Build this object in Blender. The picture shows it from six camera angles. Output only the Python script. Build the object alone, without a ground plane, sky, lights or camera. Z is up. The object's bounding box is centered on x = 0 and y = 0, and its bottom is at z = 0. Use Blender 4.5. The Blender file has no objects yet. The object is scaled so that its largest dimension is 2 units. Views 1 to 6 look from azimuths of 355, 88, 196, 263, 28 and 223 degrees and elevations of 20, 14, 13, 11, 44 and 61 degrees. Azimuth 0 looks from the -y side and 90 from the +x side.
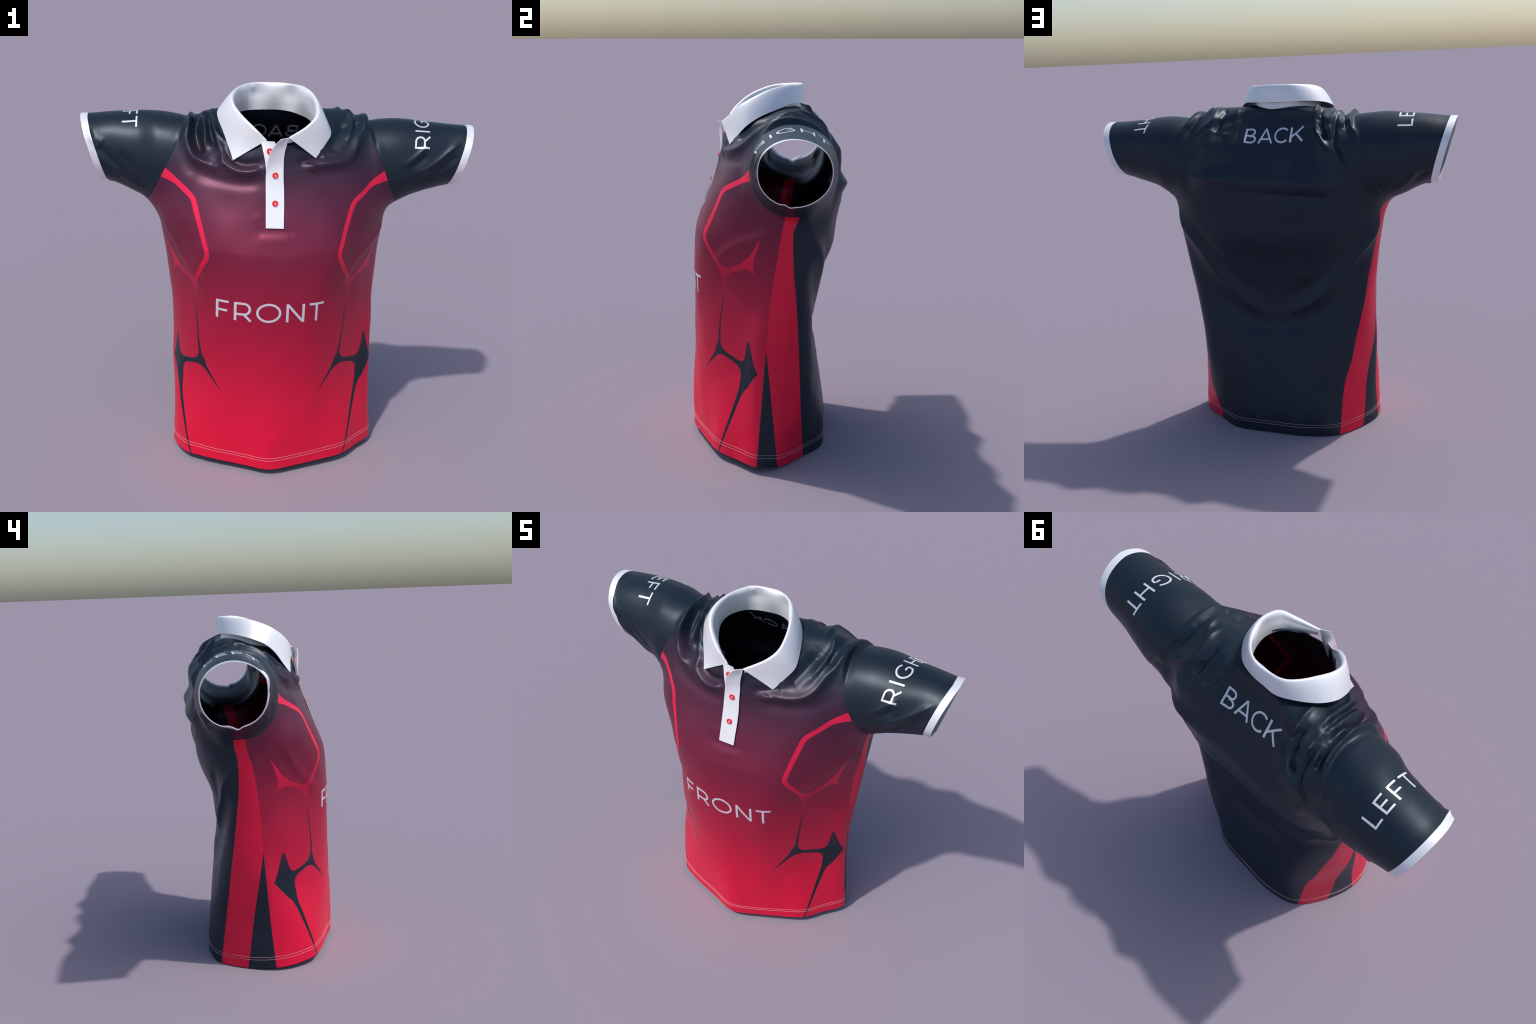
"""A short-sleeved polo shirt standing by itself, as if worn by an invisible body.

The cloth is one smooth surface: a torso tube lofted through hand-placed plan sections,
blended with two sleeve tubes, meshed, draped with folds, then cut along its sewing lines
into panels, sleeves and cuffs.  Collar, placket, buttons, stitches and lettering follow.
"""
import bpy, math
import numpy as np
from mathutils import Vector
from mathutils.bvhtree import BVHTree

CLOTH = 0.0036           # cloth thickness
CELL = 0.0103          # meshing cell

# ----------------------------------------------------------------------------- helpers
def smoothstep(a, b, x):
    t = np.clip((x - a) / (b - a), 0, 1)
    return t * t * (3 - 2 * t)

def catmull(points, n, closed=False):
    """dense samples of a centripetal-ish Catmull-Rom curve through the points"""
    P = np.asarray(points, float)
    m = len(P)
    if closed:
        Q = np.vstack([P[-1], P, P[0], P[1]])
        segs = m
    else:
        Q = np.vstack([2 * P[0] - P[1], P, 2 * P[-1] - P[-2]])
        segs = m - 1
    out = []
    for i in range(segs):
        p0, p1, p2, p3 = Q[i:i + 4]
        d0, d1, d2 = (max(np.linalg.norm(b - a), 1e-9) ** 0.5 for a, b in ((p0, p1), (p1, p2), (p2, p3)))
        m1 = (p2 - p1) + d1 * ((p1 - p0) / d0 - (p2 - p0) / (d0 + d1))
        m2 = (p2 - p1) + d1 * ((p3 - p2) / d2 - (p3 - p1) / (d1 + d2))
        t = np.linspace(0, 1, n, endpoint=False)[:, None]
        out.append((2 * t**3 - 3 * t**2 + 1) * p1 + (t**3 - 2 * t**2 + t) * m1 + (-2 * t**3 + 3 * t**2) * p2 + (t**3 - t**2) * m2)
    C = np.vstack(out)
    return C if closed else np.vstack([C, P[-1:]])

def resample(C, n, closed=False):
    if closed:
        C = np.vstack([C, C[:1]])
    s = np.r_[0, np.cumsum(np.linalg.norm(np.diff(C, axis=0), axis=1))]
    t = np.linspace(0, s[-1], n + 1)[:-1] if closed else np.linspace(0, s[-1], n)
    return np.stack([np.interp(t, s, C[:, k]) for k in range(C.shape[1])], 1)

def pchip(x, y, q):
    """monotone cubic interpolation, y may have several columns"""
    x, y = np.asarray(x, float), np.asarray(y, float)
    h = np.diff(x)
    d = np.diff(y, axis=0) / h.reshape(-1, *[1] * (y.ndim - 1))
    g = np.zeros_like(y)
    a, b = d[:-1], d[1:]
    ok = a * b > 0
    w = np.where(ok, 2 * a * b / np.where(ok, a + b, 1), 0)
    g[1:-1] = w
    g[0], g[-1] = d[0], d[-1]
    i = np.clip(np.searchsorted(x, q) - 1, 0, len(h) - 1)
    hh = h[i].reshape(-1, *[1] * (y.ndim - 1))
    t = np.clip((q - x[i]) / h[i], 0, 1).reshape(hh.shape)
    return ((2 * t**3 - 3 * t**2 + 1) * y[i] + (t**3 - 2 * t**2 + t) * hh * g[i]
            + (-2 * t**3 + 3 * t**2) * y[i + 1] + (t**3 - t**2) * hh * g[i + 1])

# ----------------------------------------------------------------------------- torso form
# plan sections of the torso: height, then points from the front centre, anticlockwise from above
HEM_PLAN = [(-.033, -.42), (.113, -.383), (.25, -.332), (.376, -.281), (.46, -.195), (.562, -.085), (.542, -.03),
            (.512, .04), (.38, .17), (.25, .278), (.046, .315), (-.17, .332), (-.29, .312), (-.355, .276),
            (-.46, .135), (-.518, -.02), (-.507, -.13), (-.453, -.236), (-.375, -.283), (-.313, -.313), (-.151, -.378)]
TORSO = [
    ("below hem", -.20, HEM_PLAN),
    ("hem", .03, HEM_PLAN),
    ("hip", .25, [(-.035, -.421), (.1, -.392), (.24, -.33), (.36, -.265), (.46, -.17), (.54, -.085), (.53, -.02), (.5, .06), (.41, .193),
           (.25, .27), (.05, .293), (-.2, .308), (-.35, .265), (-.46, .13), (-.512, 0), (-.505, -.115), (-.44, -.222), (-.29, -.33), (-.15, -.385)]),
    ("high hip", .50, [(-.035, -.405), (.1, -.385), (.204, -.347), (.31, -.268), (.433, -.16), (.525, -.083), (.52, 0), (.488, .09), (.435, .195),
           (.28, .243), (.05, .257), (-.2, .268), (-.33, .268), (-.42, .235), (-.5, .12), (-.526, .02), (-.512, -.03), (-.483, -.115),
           (-.377, -.242), (-.268, -.337), (-.15, -.389)]),
    ("waist", .72, [(-.035, -.40), (.1, -.387), (.2, -.355), (.33, -.262), (.45, -.14), (.523, -.06), (.532, .01), (.503, .12), (.455, .19),
           (.27, .22), (.05, .22), (-.2, .232), (-.36, .243), (-.478, .203), (-.52, .10), (-.525, .02), (-.512, -.04), (-.482, -.122),
            (-.402, -.238), (-.29, -.335), (-.16, -.385)]),
    ("ribs", .95, [(-.035, -.402), (.1, -.395), (.19, -.375), (.35, -.24), (.46, -.108), (.525, 0), (.548, .07), (.531, .155), (.44, .22),
           (.26, .25), (.05, .255), (-.2, .27), (-.4, .243), (-.512, .195), (-.547, .1), (-.538, .02), (-.517, -.04), (-.416, -.215),
           (-.306, -.335), (-.22, -.372), (-.12, -.395)]),
    ("chest", 1.18, [(-.035, -.388), (.1, -.385), (.2, -.37), (.276, -.340), (.4, -.22), (.5, -.09), (.545, 0), (.56, .08), (.553, .18),
            (.45, .27), (.28, .330), (.05, .342), (-.2, .354), (-.4, .325), (-.53, .24), (-.58, .12), (-.57, -.005), (-.51, -.125), (-.42, -.26),
            (-.355, -.312), (-.2, -.37)]),
    ("armpit", 1.32, [(-.035, -.333), (.1, -.335), (.22, -.325), (.32, -.285), (.45, -.175), (.53, -.06), (.565, .05), (.568, .16), (.46, .28),
            (.3, .340), (.05, .360), (-.2, .378), (-.4, .358), (-.54, .26), (-.60, .14), (-.60, -.005), (-.54, -.142), (-.39, -.255), (-.2, -.32)]),
    ("blades", 1.43, [(-.035, -.292), (.15, -.29), (.28, -.27), (.38, -.225), (.48, -.13), (.53, 0), (.54, .1), (.5, .24), (.4, .332), (.28, .385),
            (.05, .388), (-.2, .402), (-.4, .375), (-.53, .27), (-.58, .14), (-.572, -.005), (-.52, -.112), (-.44, -.185), (-.33, -.23), (-.2, -.27)]),
    ("upper chest", 1.55, [(-.035, -.252), (.15, -.245), (.3, -.215), (.4, -.165), (.47, -.08), (.5, .06), (.47, .23), (.36, .345), (.2, .345), (0, .33), (-.2, .345), (-.4, .365), (-.5, .28), (-.54, .12), (-.5, -.05), (-.42, -.13), (-.3, -.19), (-.17, -.235)]),
    ("collarbone", 1.63, [(-.035, -.236), (.15, -.213), (.3, -.17), (.4, -.11), (.45, -.05), (.47, .07), (.45, .22), (.35, .345), (.2, .315),
            (0, .285), (-.2, .305), (-.38, .35), (-.48, .27), (-.5, .13), (-.47, .01), (-.4, -.075), (-.28, -.152), (-.15, -.21)]),
    ("neck base", 1.70, [(-.03, -.222), (.15, -.17), (.3, -.11), (.39, -.05), (.43, .02), (.44, .09), (.42, .2), (.33, .3), (.15, .245), (0, .235),
            (-.2, .25), (-.36, .31), (-.45, .23), (-.47, .14), (-.44, .04), (-.37, -.02), (-.26, -.09), (-.15, -.17)]),
    ("shoulder", 1.76, [(-.03, -.2), (.12, -.13), (.3, -.03), (.39, .04), (.41, .09), (.39, .17), (.3, .245), (.13, .205), (0, .2),
            (-.2, .215), (-.32, .26), (-.38, .2), (-.40, .14), (-.38, .08), (-.31, .035), (-.18, -.10)]),
    ("shoulder top", 1.80, [(-.02, .0), (.2, .02), (.33, .06), (.37, .1), (.34, .15), (.25, .19), (0, .186), (-.22, .20), (-.28, .175), (-.30, .14), (-.27, .1), (-.18, .05)]),
    ("apex", 1.83, [(0, .09), (.03, .1), (.03, .12), (0, .13), (-.03, .12), (-.03, .1)]),
]
N_TH, N_Z = 360, 420
TH = np.linspace(-np.pi, np.pi, N_TH + 1)
ZT = np.linspace(-.2, 1.83, N_Z)

def torso_centre(z):
    return -.015 + 0 * z, np.interp(z, [0, 1.2, 1.55, 1.76, 1.83], [-.02, .0, .05, .1, .11])

def torso_table():
    rows = []
    for _, z, pts in TORSO:
        cx, cy = torso_centre(np.array(z))
        C = catmull(pts, 14, closed=True) - [cx, cy]
        th, r = np.arctan2(C[:, 1], C[:, 0]), np.hypot(C[:, 0], C[:, 1])
        o = np.argsort(th)
        th, r = th[o], r[o]
        rows.append(np.interp(TH, np.r_[th - 2 * np.pi, th, th + 2 * np.pi], np.r_[r, r, r]))
    R = pchip([t[1] for t in TORSO], np.array(rows), ZT)
    # even out the lengthwise curvature below the shoulders
    k = np.exp(-(np.arange(-24, 25) / 8.0) ** 2 / 2)
    k /= k.sum()
    P = np.vstack([np.repeat(R[:1], 24, 0), R, np.repeat(R[-1:], 24, 0)])
    S = sum(w * P[i:i + len(R)] for i, w in enumerate(k))
    m = smoothstep(1.62, 1.50, ZT)[:, None] * np.ones_like(R)
    return R * (1 - m) + S * m
R_TAB = torso_table()

def torso_field(p):
    x, y, z = p[:, 0], p[:, 1], p[:, 2]
    cx, cy = torso_centre(z)
    th, r = np.arctan2(y - cy, x - cx), np.hypot(x - cx, y - cy)
    i = np.clip((z - ZT[0]) / (ZT[1] - ZT[0]), 0, N_Z - 1.001)
    j = (th + np.pi) / (2 * np.pi) * N_TH
    i0, j0 = i.astype(int), np.minimum(j.astype(int), N_TH - 1)
    a, b = i - i0, j - j0
    R = ((1 - a) * ((1 - b) * R_TAB[i0, j0] + b * R_TAB[i0, j0 + 1]) + a * ((1 - b) * R_TAB[i0 + 1, j0] + b * R_TAB[i0 + 1, j0 + 1]))
    return np.maximum(r - R, (z - 1.83))

# sleeves: |x|, front y, back y, top z, bottom z
SLEEVE_A = np.array([  # the wearer's left arm, +x
    (.25, .02, .18, 1.70, 1.50), (.40, -.05, .24, 1.735, 1.43), (.50, -.108, .305, 1.764, 1.352), (.60, -.110, .303, 1.773, 1.345),
    (.70, -.100, .285, 1.768, 1.388), (.80, -.09, .264, 1.758, 1.420), (.88, -.086, .25, 1.751, 1.44), (.95, -.088, .238, 1.75, 1.447),
    (1.1, -.09, .235, 1.748, 1.447)])
SLEEVE_B = np.array([
    (.25, .05, .22, 1.70, 1.50), (.40, -.01, .27, 1.728, 1.42), (.50, -.06, .33, 1.770, 1.34), (.60, -.054, .375, 1.777, 1.318),
    (.70, -.010, .382, 1.774, 1.346), (.80, .016, .378, 1.768, 1.393), (.88, .03, .377, 1.758, 1.42), (.95, .045, .376, 1.75, 1.432),
    (1.1, .045, .374, 1.748, 1.432)])

def sleeve_field(p, table, side):
    ax = side * p[:, 0]
    s = pchip(table[:, 0], table[:, 1:], np.clip(ax, .25, 1.1))
    yc, zc = (s[:, 0] + s[:, 1]) / 2, (s[:, 2] + s[:, 3]) / 2
    a, b = (s[:, 1] - s[:, 0]) / 2, (s[:, 2] - s[:, 3]) / 2
    e = 2.1
    q = ((np.abs(p[:, 1] - yc) / a) ** e + (np.abs(p[:, 2] - zc) / b) ** e) ** (1 / e)
    return np.maximum((q - 1) * np.minimum(a, b), .25 - ax)

def smin(a, b, k):
    h = np.clip(.5 + .5 * (b - a) / k, 0, 1)
    return b + (a - b) * h - k * h * (1 - h)

def body_field(p):
    f = torso_field(p)
    k = .11
    f = smin(f, sleeve_field(p, SLEEVE_A, 1), k)
    return smin(f, sleeve_field(p, SLEEVE_B, -1), k)

# ----------------------------------------------------------------------------- meshing
def surface_nets(field, lo, hi, h):
    """quads around every grid edge that crosses the surface"""
    ax = [np.arange(a, b + h, h) for a, b in zip(lo, hi)]
    n = [len(a) for a in ax]
    F = np.empty(n, np.float64)
    yy, zz = np.meshgrid(ax[1], ax[2], indexing="ij")
    for i, x in enumerate(ax[0]):
        F[i] = field(np.stack([np.full(yy.size, x), yy.ravel(), zz.ravel()], 1)).reshape(n[1:])
    S = F < 0
    cnt = sum(S[i:n[0] - 1 + i, j:n[1] - 1 + j, k:n[2] - 1 + k].astype(np.int8) for i in (0, 1) for j in (0, 1) for k in (0, 1))
    cells = np.argwhere((cnt > 0) & (cnt < 8))
    index = -np.ones([m - 1 for m in n], np.int64)
    index[tuple(cells.T)] = np.arange(len(cells))
    acc, w = np.zeros((len(cells), 3)), np.zeros(len(cells))
    corner = lambda c: F[cells[:, 0] + c[0], cells[:, 1] + c[1], cells[:, 2] + c[2]]
    for d in range(3):
        for a in (0, 1):
            for b in (0, 1):
                c0 = [a, b]; c0.insert(d, 0); c1 = list(c0); c1[d] = 1
                f0, f1 = corner(c0), corner(c1)
                m = (f0 < 0) != (f1 < 0)
                t = np.where(m, f0 / np.where(m, f0 - f1, 1), 0)
                q = np.tile(np.array(c0, float), (len(cells), 1)); q[:, d] = t
                acc[m] += q[m]; w[m] += 1
    V = np.array([a[0] for a in ax]) + (cells + acc / w[:, None]) * h
    quads = []
    for d in range(3):
        e1, e2 = [(1, 2), (2, 0), (0, 1)][d]
        s0 = [slice(0, -1) if k == d else slice(1, -1) for k in range(3)]
        s1 = [slice(1, None) if k == d else slice(1, -1) for k in range(3)]
        A, B = S[tuple(s0)], S[tuple(s1)]
        for inside in (True, False):
            e = np.argwhere((A != B) & (A == inside))
            e[:, e1] += 1; e[:, e2] += 1
            def cell(i, j):
                q = e.copy(); q[:, e1] -= i; q[:, e2] -= j
                return index[tuple(q.T)]
            Q = np.stack([cell(1, 1), cell(0, 1), cell(0, 0), cell(1, 0)], 1)
            quads.append(Q if inside else Q[:, ::-1])
    return V, np.vstack(quads)

def subdivide(V, Q):
    """every quad into four"""
    E = np.sort(np.stack([Q, np.roll(Q, -1, 1)], 2).reshape(-1, 2), 1)
    U, inv = np.unique(E, axis=0, return_inverse=True)
    inv = inv.reshape(-1, 4) + len(V)
    mid = V[U].mean(1)
    c = np.arange(len(Q)) + len(V) + len(U)
    V2 = np.vstack([V, mid, V[Q].mean(1)])
    parts = [np.stack([Q[:, k], inv[:, k], c, inv[:, k - 1]], 1) for k in range(4)]
    return V2, np.vstack(parts)

def gradient(field, P, e=.002):
    g = np.stack([field(P + np.eye(3)[k] * e) - field(P - np.eye(3)[k] * e) for k in range(3)], 1)
    return g / (2 * e)

def project(field, P, steps=2):
    for _ in range(steps):
        g = gradient(field, P)
        step = field(P)[:, None] * g / np.maximum((g * g).sum(1, keepdims=True), .05)
        s = np.linalg.norm(step, axis=1, keepdims=True)
        P = P - step * np.minimum(1, .01 / np.maximum(s, 1e-9))
    return P

def edges_of(Q):
    return np.unique(np.sort(np.stack([Q, np.roll(Q, -1, 1)], 2).reshape(-1, 2), 1), axis=0)

def relax(V, E, n, lam=.5):
    deg = np.bincount(E.ravel(), minlength=len(V))[:, None].astype(float)
    for _ in range(n):
        acc = np.stack([np.bincount(E[:, 0], V[E[:, 1], k], len(V)) + np.bincount(E[:, 1], V[E[:, 0], k], len(V)) for k in range(V.shape[1])], 1)
        V = V + lam * (acc / np.maximum(deg, 1) - V)
    return V

def normals(V, F):
    a, b, c = V[F[:, 0]], V[F[:, 1]], V[F[:, 2]]
    if F.shape[1] == 4:
        n = np.cross(c - a, V[F[:, 3]] - b)
    else:
        n = np.cross(b - a, c - a)
    N = np.zeros_like(V)
    for k in range(3):
        for col in range(F.shape[1]):
            N[:, k] += np.bincount(F[:, col], n[:, k], len(V))
    return N / np.maximum(np.linalg.norm(N, axis=1, keepdims=True), 1e-12)

def build_surface():
    V, Q = surface_nets(body_field, (-1.06, -.5, -.08), (1.06, .5, 1.9), CELL)
    E = edges_of(Q)
    for _ in range(2):
        V = project(body_field, relax(V, E, 2), 1)
    V, Q = subdivide(V, Q)
    E = edges_of(Q)
    for _ in range(2):
        V = project(body_field, relax(V, E, 2), 1)
    V = relax(V, E, 4)
    return V, Q, E

# ----------------------------------------------------------------------------- drapery
# creases and rolls of the cloth: points on the cloth, height of the roll (negative: furrow), half width
FOLDS = [
    # front, beside the collar: pleats that hang from the shoulder and swing towards the placket
    ("neck_pleat", [(-.440, .20, 1.772), (-.435, .133, 1.782), (-.456, .019, 1.722), (-.464, -.021, 1.679), (-.45, -.048, 1.635), (-.422, -.088, 1.6), (-.369, -.137, 1.584), (-.321, -.166, 1.577)], .031, .025),
    ("neck_pleat", [(-.321, -.166, 1.577), (-.297, -.17, 1.588), (-.281, -.164, 1.608), (-.284, -.142, 1.637), (-.308, -.087, 1.678), (-.333, -.01, 1.73), (-.342, .07, 1.784), (-.335, .17, 1.79)], .021, .021),
    ("neck_pleat", [(-.29, -.165, 1.605), (-.258, -.189, 1.584), (-.219, -.212, 1.568), (-.171, -.227, 1.566), (-.128, -.230, 1.575), (-.095, -.230, 1.585)], .020, .022),
    ("neck_pleat", [(-.372, .16, 1.78), (-.372, .087, 1.786), (-.365, -.008, 1.716), (-.367, -.063, 1.665), (-.372, -.09, 1.636)], .022, .017),
    ("neck_pleat", [(-.332, -.006, 1.734), (-.307, -.05, 1.711), (-.27, -.10, 1.68)], .010, .012),
    ("neck_pleat", [(-.412, .19, 1.765), (-.412, .082, 1.77), (-.420, .04, 1.737), (-.415, -.015, 1.685), (-.400, -.062, 1.639), (-.37, -.1, 1.61)], -.034, .020),
    ("neck_pleat", [(-.355, .15, 1.78), (-.357, .067, 1.777), (-.350, .019, 1.743), (-.338, -.05, 1.694), (-.326, -.098, 1.658)], -.030, .016),
    ("neck_pleat", [(-.30, -.10, 1.66), (-.233, -.18, 1.61), (-.173, -.205, 1.60), (-.09, -.217, 1.618)], -.018, .022),
    ("neck_pleat", [(.345, .16, 1.79), (.355, .08, 1.8), (.363, .03, 1.775), (.34, -.062, 1.729), (.318, -.115, 1.691)], .014, .016),
    ("neck_pleat", [(.425, .118, 1.77), (.415, .0, 1.74), (.404, -.029, 1.719), (.378, -.07, 1.694), (.345, -.135, 1.641), (.307, -.174, 1.619), (.243, -.2, 1.608), (.168, -.213, 1.605), (.115, -.228, 1.60)], .023, .026),
    ("chest_crease", [(.139, -.215, 1.61), (.133, -.235, 1.575)], .009, .026),
    ("neck_pleat", [(.228, -.174, 1.655), (.271, -.108, 1.714), (.319, .004, 1.773)], -.020, .030),
    ("neck_pleat", [(.375, .02, 1.765), (.38, -.03, 1.73)], -.008, .014),
    ("neck_pleat", [(.06, -.226, 1.618), (.139, -.21, 1.63), (.202, -.185, 1.645)], -.014, .020),
    ("chest_crease", [(-.120, -.350, 1.267), (-.038, -.356, 1.269), (.045, -.355, 1.273)], .0026, .030),
    ("chest_crease", [(-.140, -.335, 1.302), (-.038, -.341, 1.302), (.065, -.341, 1.306)], -.0035, .024),
    ("chest_crease", [(-.150, -.310, 1.355), (-.093, -.309, 1.373)], .0022, .022),
    ("neck_pleat", [(-.46, -.08, 1.56), (-.42, -.125, 1.54), (-.33, -.19, 1.525), (-.2, -.235, 1.512), (-.08, -.26, 1.53)], -.010, .030),
    ("neck_pleat", [(.42, -.12, 1.60), (.35, -.175, 1.57), (.25, -.215, 1.56), (.12, -.24, 1.555)], -.007, .028),
    # soft drapes running down from the armpits
    ("armpit_drape", [(-.575, -.055, 1.30), (-.553, -.075, 1.264), (-.467, -.158, 1.126), (-.353, -.294, .966)], .008, .028),
    ("armpit_drape", [(.555, -.015, 1.29), (.537, -.036, 1.245), (.408, -.205, 1.148), (.314, -.289, 1.042)], .008, .028),
    # sleeves
    ("sleeve_crease", [(.914, -.060, 1.70), (.884, -.068, 1.675), (.779, -.092, 1.593), (.683, -.101, 1.53)], 0.0126, .016),
    ("sleeve_crease", [(.90, -.075, 1.63), (.80, -.09, 1.553), (.70, -.10, 1.47)], -0.0098, .020),
    ("sleeve_crease", [(.85, -.08, 1.60), (.76, -.09, 1.54)], 0.0084, .012),
    ("sleeve_crease", [(.745, -.075, 1.68), (.673, -.103, 1.623), (.61, -.119, 1.573)], 0.0112, .013),
    ("sleeve_crease", [(.74, -.09, 1.63), (.65, -.115, 1.555)], -0.0098, .018),
    ("sleeve_crease", [(-.955, .085, 1.70), (-.944, .071, 1.682), (-.924, .049, 1.642), (-.896, .035, 1.60)], 0.0126, .016),
    ("sleeve_crease", [(-.93, .03, 1.66), (-.87, .03, 1.59), (-.80, .025, 1.52)], -0.0084, .022),
    ("sleeve_crease", [(-.919, .04, 1.599), (-.85, .031, 1.537), (-.776, .035, 1.471), (-.693, .031, 1.42)], 0.0084, .016),
    ("sleeve_crease", [(-.80, .02, 1.60), (-.72, .0, 1.52), (-.66, -.01, 1.46)], -0.0056, .02),
    ("sleeve_crease", [(-.811, .367, 1.503), (-.756, .341, 1.429), (-.686, .315, 1.373)], 0.0126, .016),
    ("sleeve_crease", [(-.85, .34, 1.50), (-.80, .33, 1.42)], -0.0112, .018),
    # back, wearer's right shoulder
    ("right_shoulder_pleat", [(-.258, .10, 1.80), (-.258, .141, 1.814), (-.267, .228, 1.786), (-.272, .248, 1.738), (-.293, .297, 1.682), (-.334, .348, 1.628), (-.389, .364, 1.577)], .024, .016),
    ("right_shoulder_pleat", [(-.292, .20, 1.79), (-.292, .248, 1.767), (-.306, .296, 1.705), (-.343, .341, 1.643)], -.022, .013),
    ("right_shoulder_pleat", [(-.358, .17, 1.79), (-.362, .229, 1.774), (-.352, .277, 1.729), (-.346, .32, 1.683)], .016, .013),
    ("right_shoulder_pleat", [(-.378, .19, 1.78), (-.378, .245, 1.762), (-.380, .312, 1.692), (-.395, .352, 1.614), (-.414, .355, 1.582), (-.447, .348, 1.508)], -.016, .011),
    ("right_shoulder_pleat", [(-.381, .20, 1.78), (-.398, .236, 1.764), (-.406, .271, 1.721), (-.416, .283, 1.702)], .014, .013),
    ("right_shoulder_pleat", [(-.420, .20, 1.765), (-.420, .238, 1.747), (-.430, .282, 1.690)], -.020, .013),
    ("right_shoulder_pleat", [(-.435, .12, 1.785), (-.437, .176, 1.775), (-.441, .221, 1.752), (-.463, .267, 1.706), (-.490, .3, 1.669), (-.524, .339, 1.598)], .018, .013),
    ("right_shoulder_pleat", [(-.47, .35, 1.60), (-.43, .365, 1.52), (-.38, .375, 1.46)], -.006, .02),
    ("right_shoulder_pleat", [(-.243, .27, 1.691), (-.277, .321, 1.646), (-.281, .344, 1.599), (-.272, .37, 1.536)], -.007, .014),
    # back, wearer's left shoulder
    ("left_shoulder_pleat", [(.30, .08, 1.805), (.308, .132, 1.808), (.307, .249, 1.754), (.399, .272, 1.676), (.495, .285, 1.616)], .016, .018),
    ("left_shoulder_pleat", [(.177, .181, 1.807), (.174, .222, 1.749), (.184, .257, 1.697), (.205, .283, 1.673), (.246, .289, 1.685)], .018, .016),
    ("left_shoulder_pleat", [(.250, .15, 1.81), (.250, .185, 1.803), (.263, .247, 1.753), (.280, .303, 1.69)], -.020, .018),
    ("left_shoulder_pleat", [(.126, .195, 1.793), (.106, .254, 1.682), (.071, .341, 1.555)], -.005, .018),
    ("left_shoulder_pleat", [(.01, .2, 1.78), (.02, .25, 1.69)], -.004, .015),
    ("left_shoulder_pleat", [(.38, .05, 1.79), (.396, .111, 1.786), (.43, .208, 1.726), (.47, .266, 1.663)], -.012, .018),
    ("left_shoulder_pleat", [(.41, .13, 1.785), (.465, .235, 1.70)], .012, .018),
    ("left_shoulder_pleat", [(.538, .298, 1.563), (.434, .32, 1.588), (.336, .348, 1.628)], -.010, .030),
    # back, the roll between the shoulder blades and the drapes below it
    ("back_drape", [(.475, .288, 1.461), (.22, .406, 1.455), (.015, .411, 1.441), (-.197, .411, 1.426), (-.396, .372, 1.406)], .016, .030),
    ("back_drape", [(.35, .36, 1.405), (.225, .401, 1.390), (.024, .394, 1.368), (-.189, .39, 1.355), (-.405, .357, 1.345)], -.016, .028),
    ("back_drape", [(.10, .39, 1.49), (.017, .399, 1.474), (-.156, .41, 1.463)], .006, .02),
    ("back_drape", [(.44, .32, 1.50), (.25, .37, 1.53), (.05, .37, 1.52)], -.008, .03),
    ("back_drape", [(.30, .36, 1.26), (0, .36, 1.22), (-.28, .36, 1.24)], -.004, .03),
    ("back_drape", [(.565, .17, 1.29), (.545, .213, 1.20), (.46, .265, 1.08), (.34, .262, .90), (.20, .25, .76), (.06, .24, .67)], .026, .036),
    ("back_drape", [(-.61, .12, 1.25), (-.585, .17, 1.18), (-.50, .235, 1.06), (-.37, .25, .90), (-.22, .245, .76), (-.05, .24, .67)], .024, .036),
    ("back_drape", [(.54, .17, 1.14), (.47, .21, .98), (.37, .23, .82), (.22, .23, .67), (.02, .225, .60), (-.2, .23, .66), (-.36, .24, .80), (-.47, .225, .94), (-.55, .18, 1.08)], -.013, .060),
    ("back_drape", [(.40, .20, .66), (.22, .235, .54), (.02, .245, .48), (-.20, .245, .53), (-.38, .235, .64)], .006, .06),
    ("back_drape", [(.47, .285, 1.19), (.36, .285, 1.04), (.24, .262, .89), (.08, .245, .77)], -.013, .036),
    ("back_drape", [(-.49, .275, 1.17), (-.38, .275, 1.03), (-.26, .262, .89), (-.08, .245, .77)], -.013, .036),
    ("cuff_tuck", [(.94, .060, 1.435), (.91, .060, 1.435), (.86, .062, 1.43)], .008, .012),
    ("cuff_tuck", [(.94, .028, 1.44), (.91, .028, 1.44), (.86, .03, 1.43)], -.011, .013),
    ("cuff_tuck", [(-.92, .19, 1.425), (-.88, .19, 1.42), (-.83, .19, 1.40)], .010, .018),
    ("cuff_tuck", [(-.92, .24, 1.43), (-.88, .24, 1.425)], -.006, .020),
    ("cuff_tuck", [(-.97, .05, 1.68), (-.93, .035, 1.66), (-.87, .03, 1.63)], .010, .022),
]

def sleeve_line(p, side):
    """signed distance-like value across the armhole seam: negative on the torso"""
    x, y, z = p[:, 0], p[:, 1], p[:, 2]
    if side > 0:
        s = x - (.440 + (1.79 - z) * .405 + .10 * (y - .05))
    else:
        s = -x - (.434 + (1.80 - z) * .480 + .05 * (.1 - y))
    return np.where(z > 1.2, s, -1.0)

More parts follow.
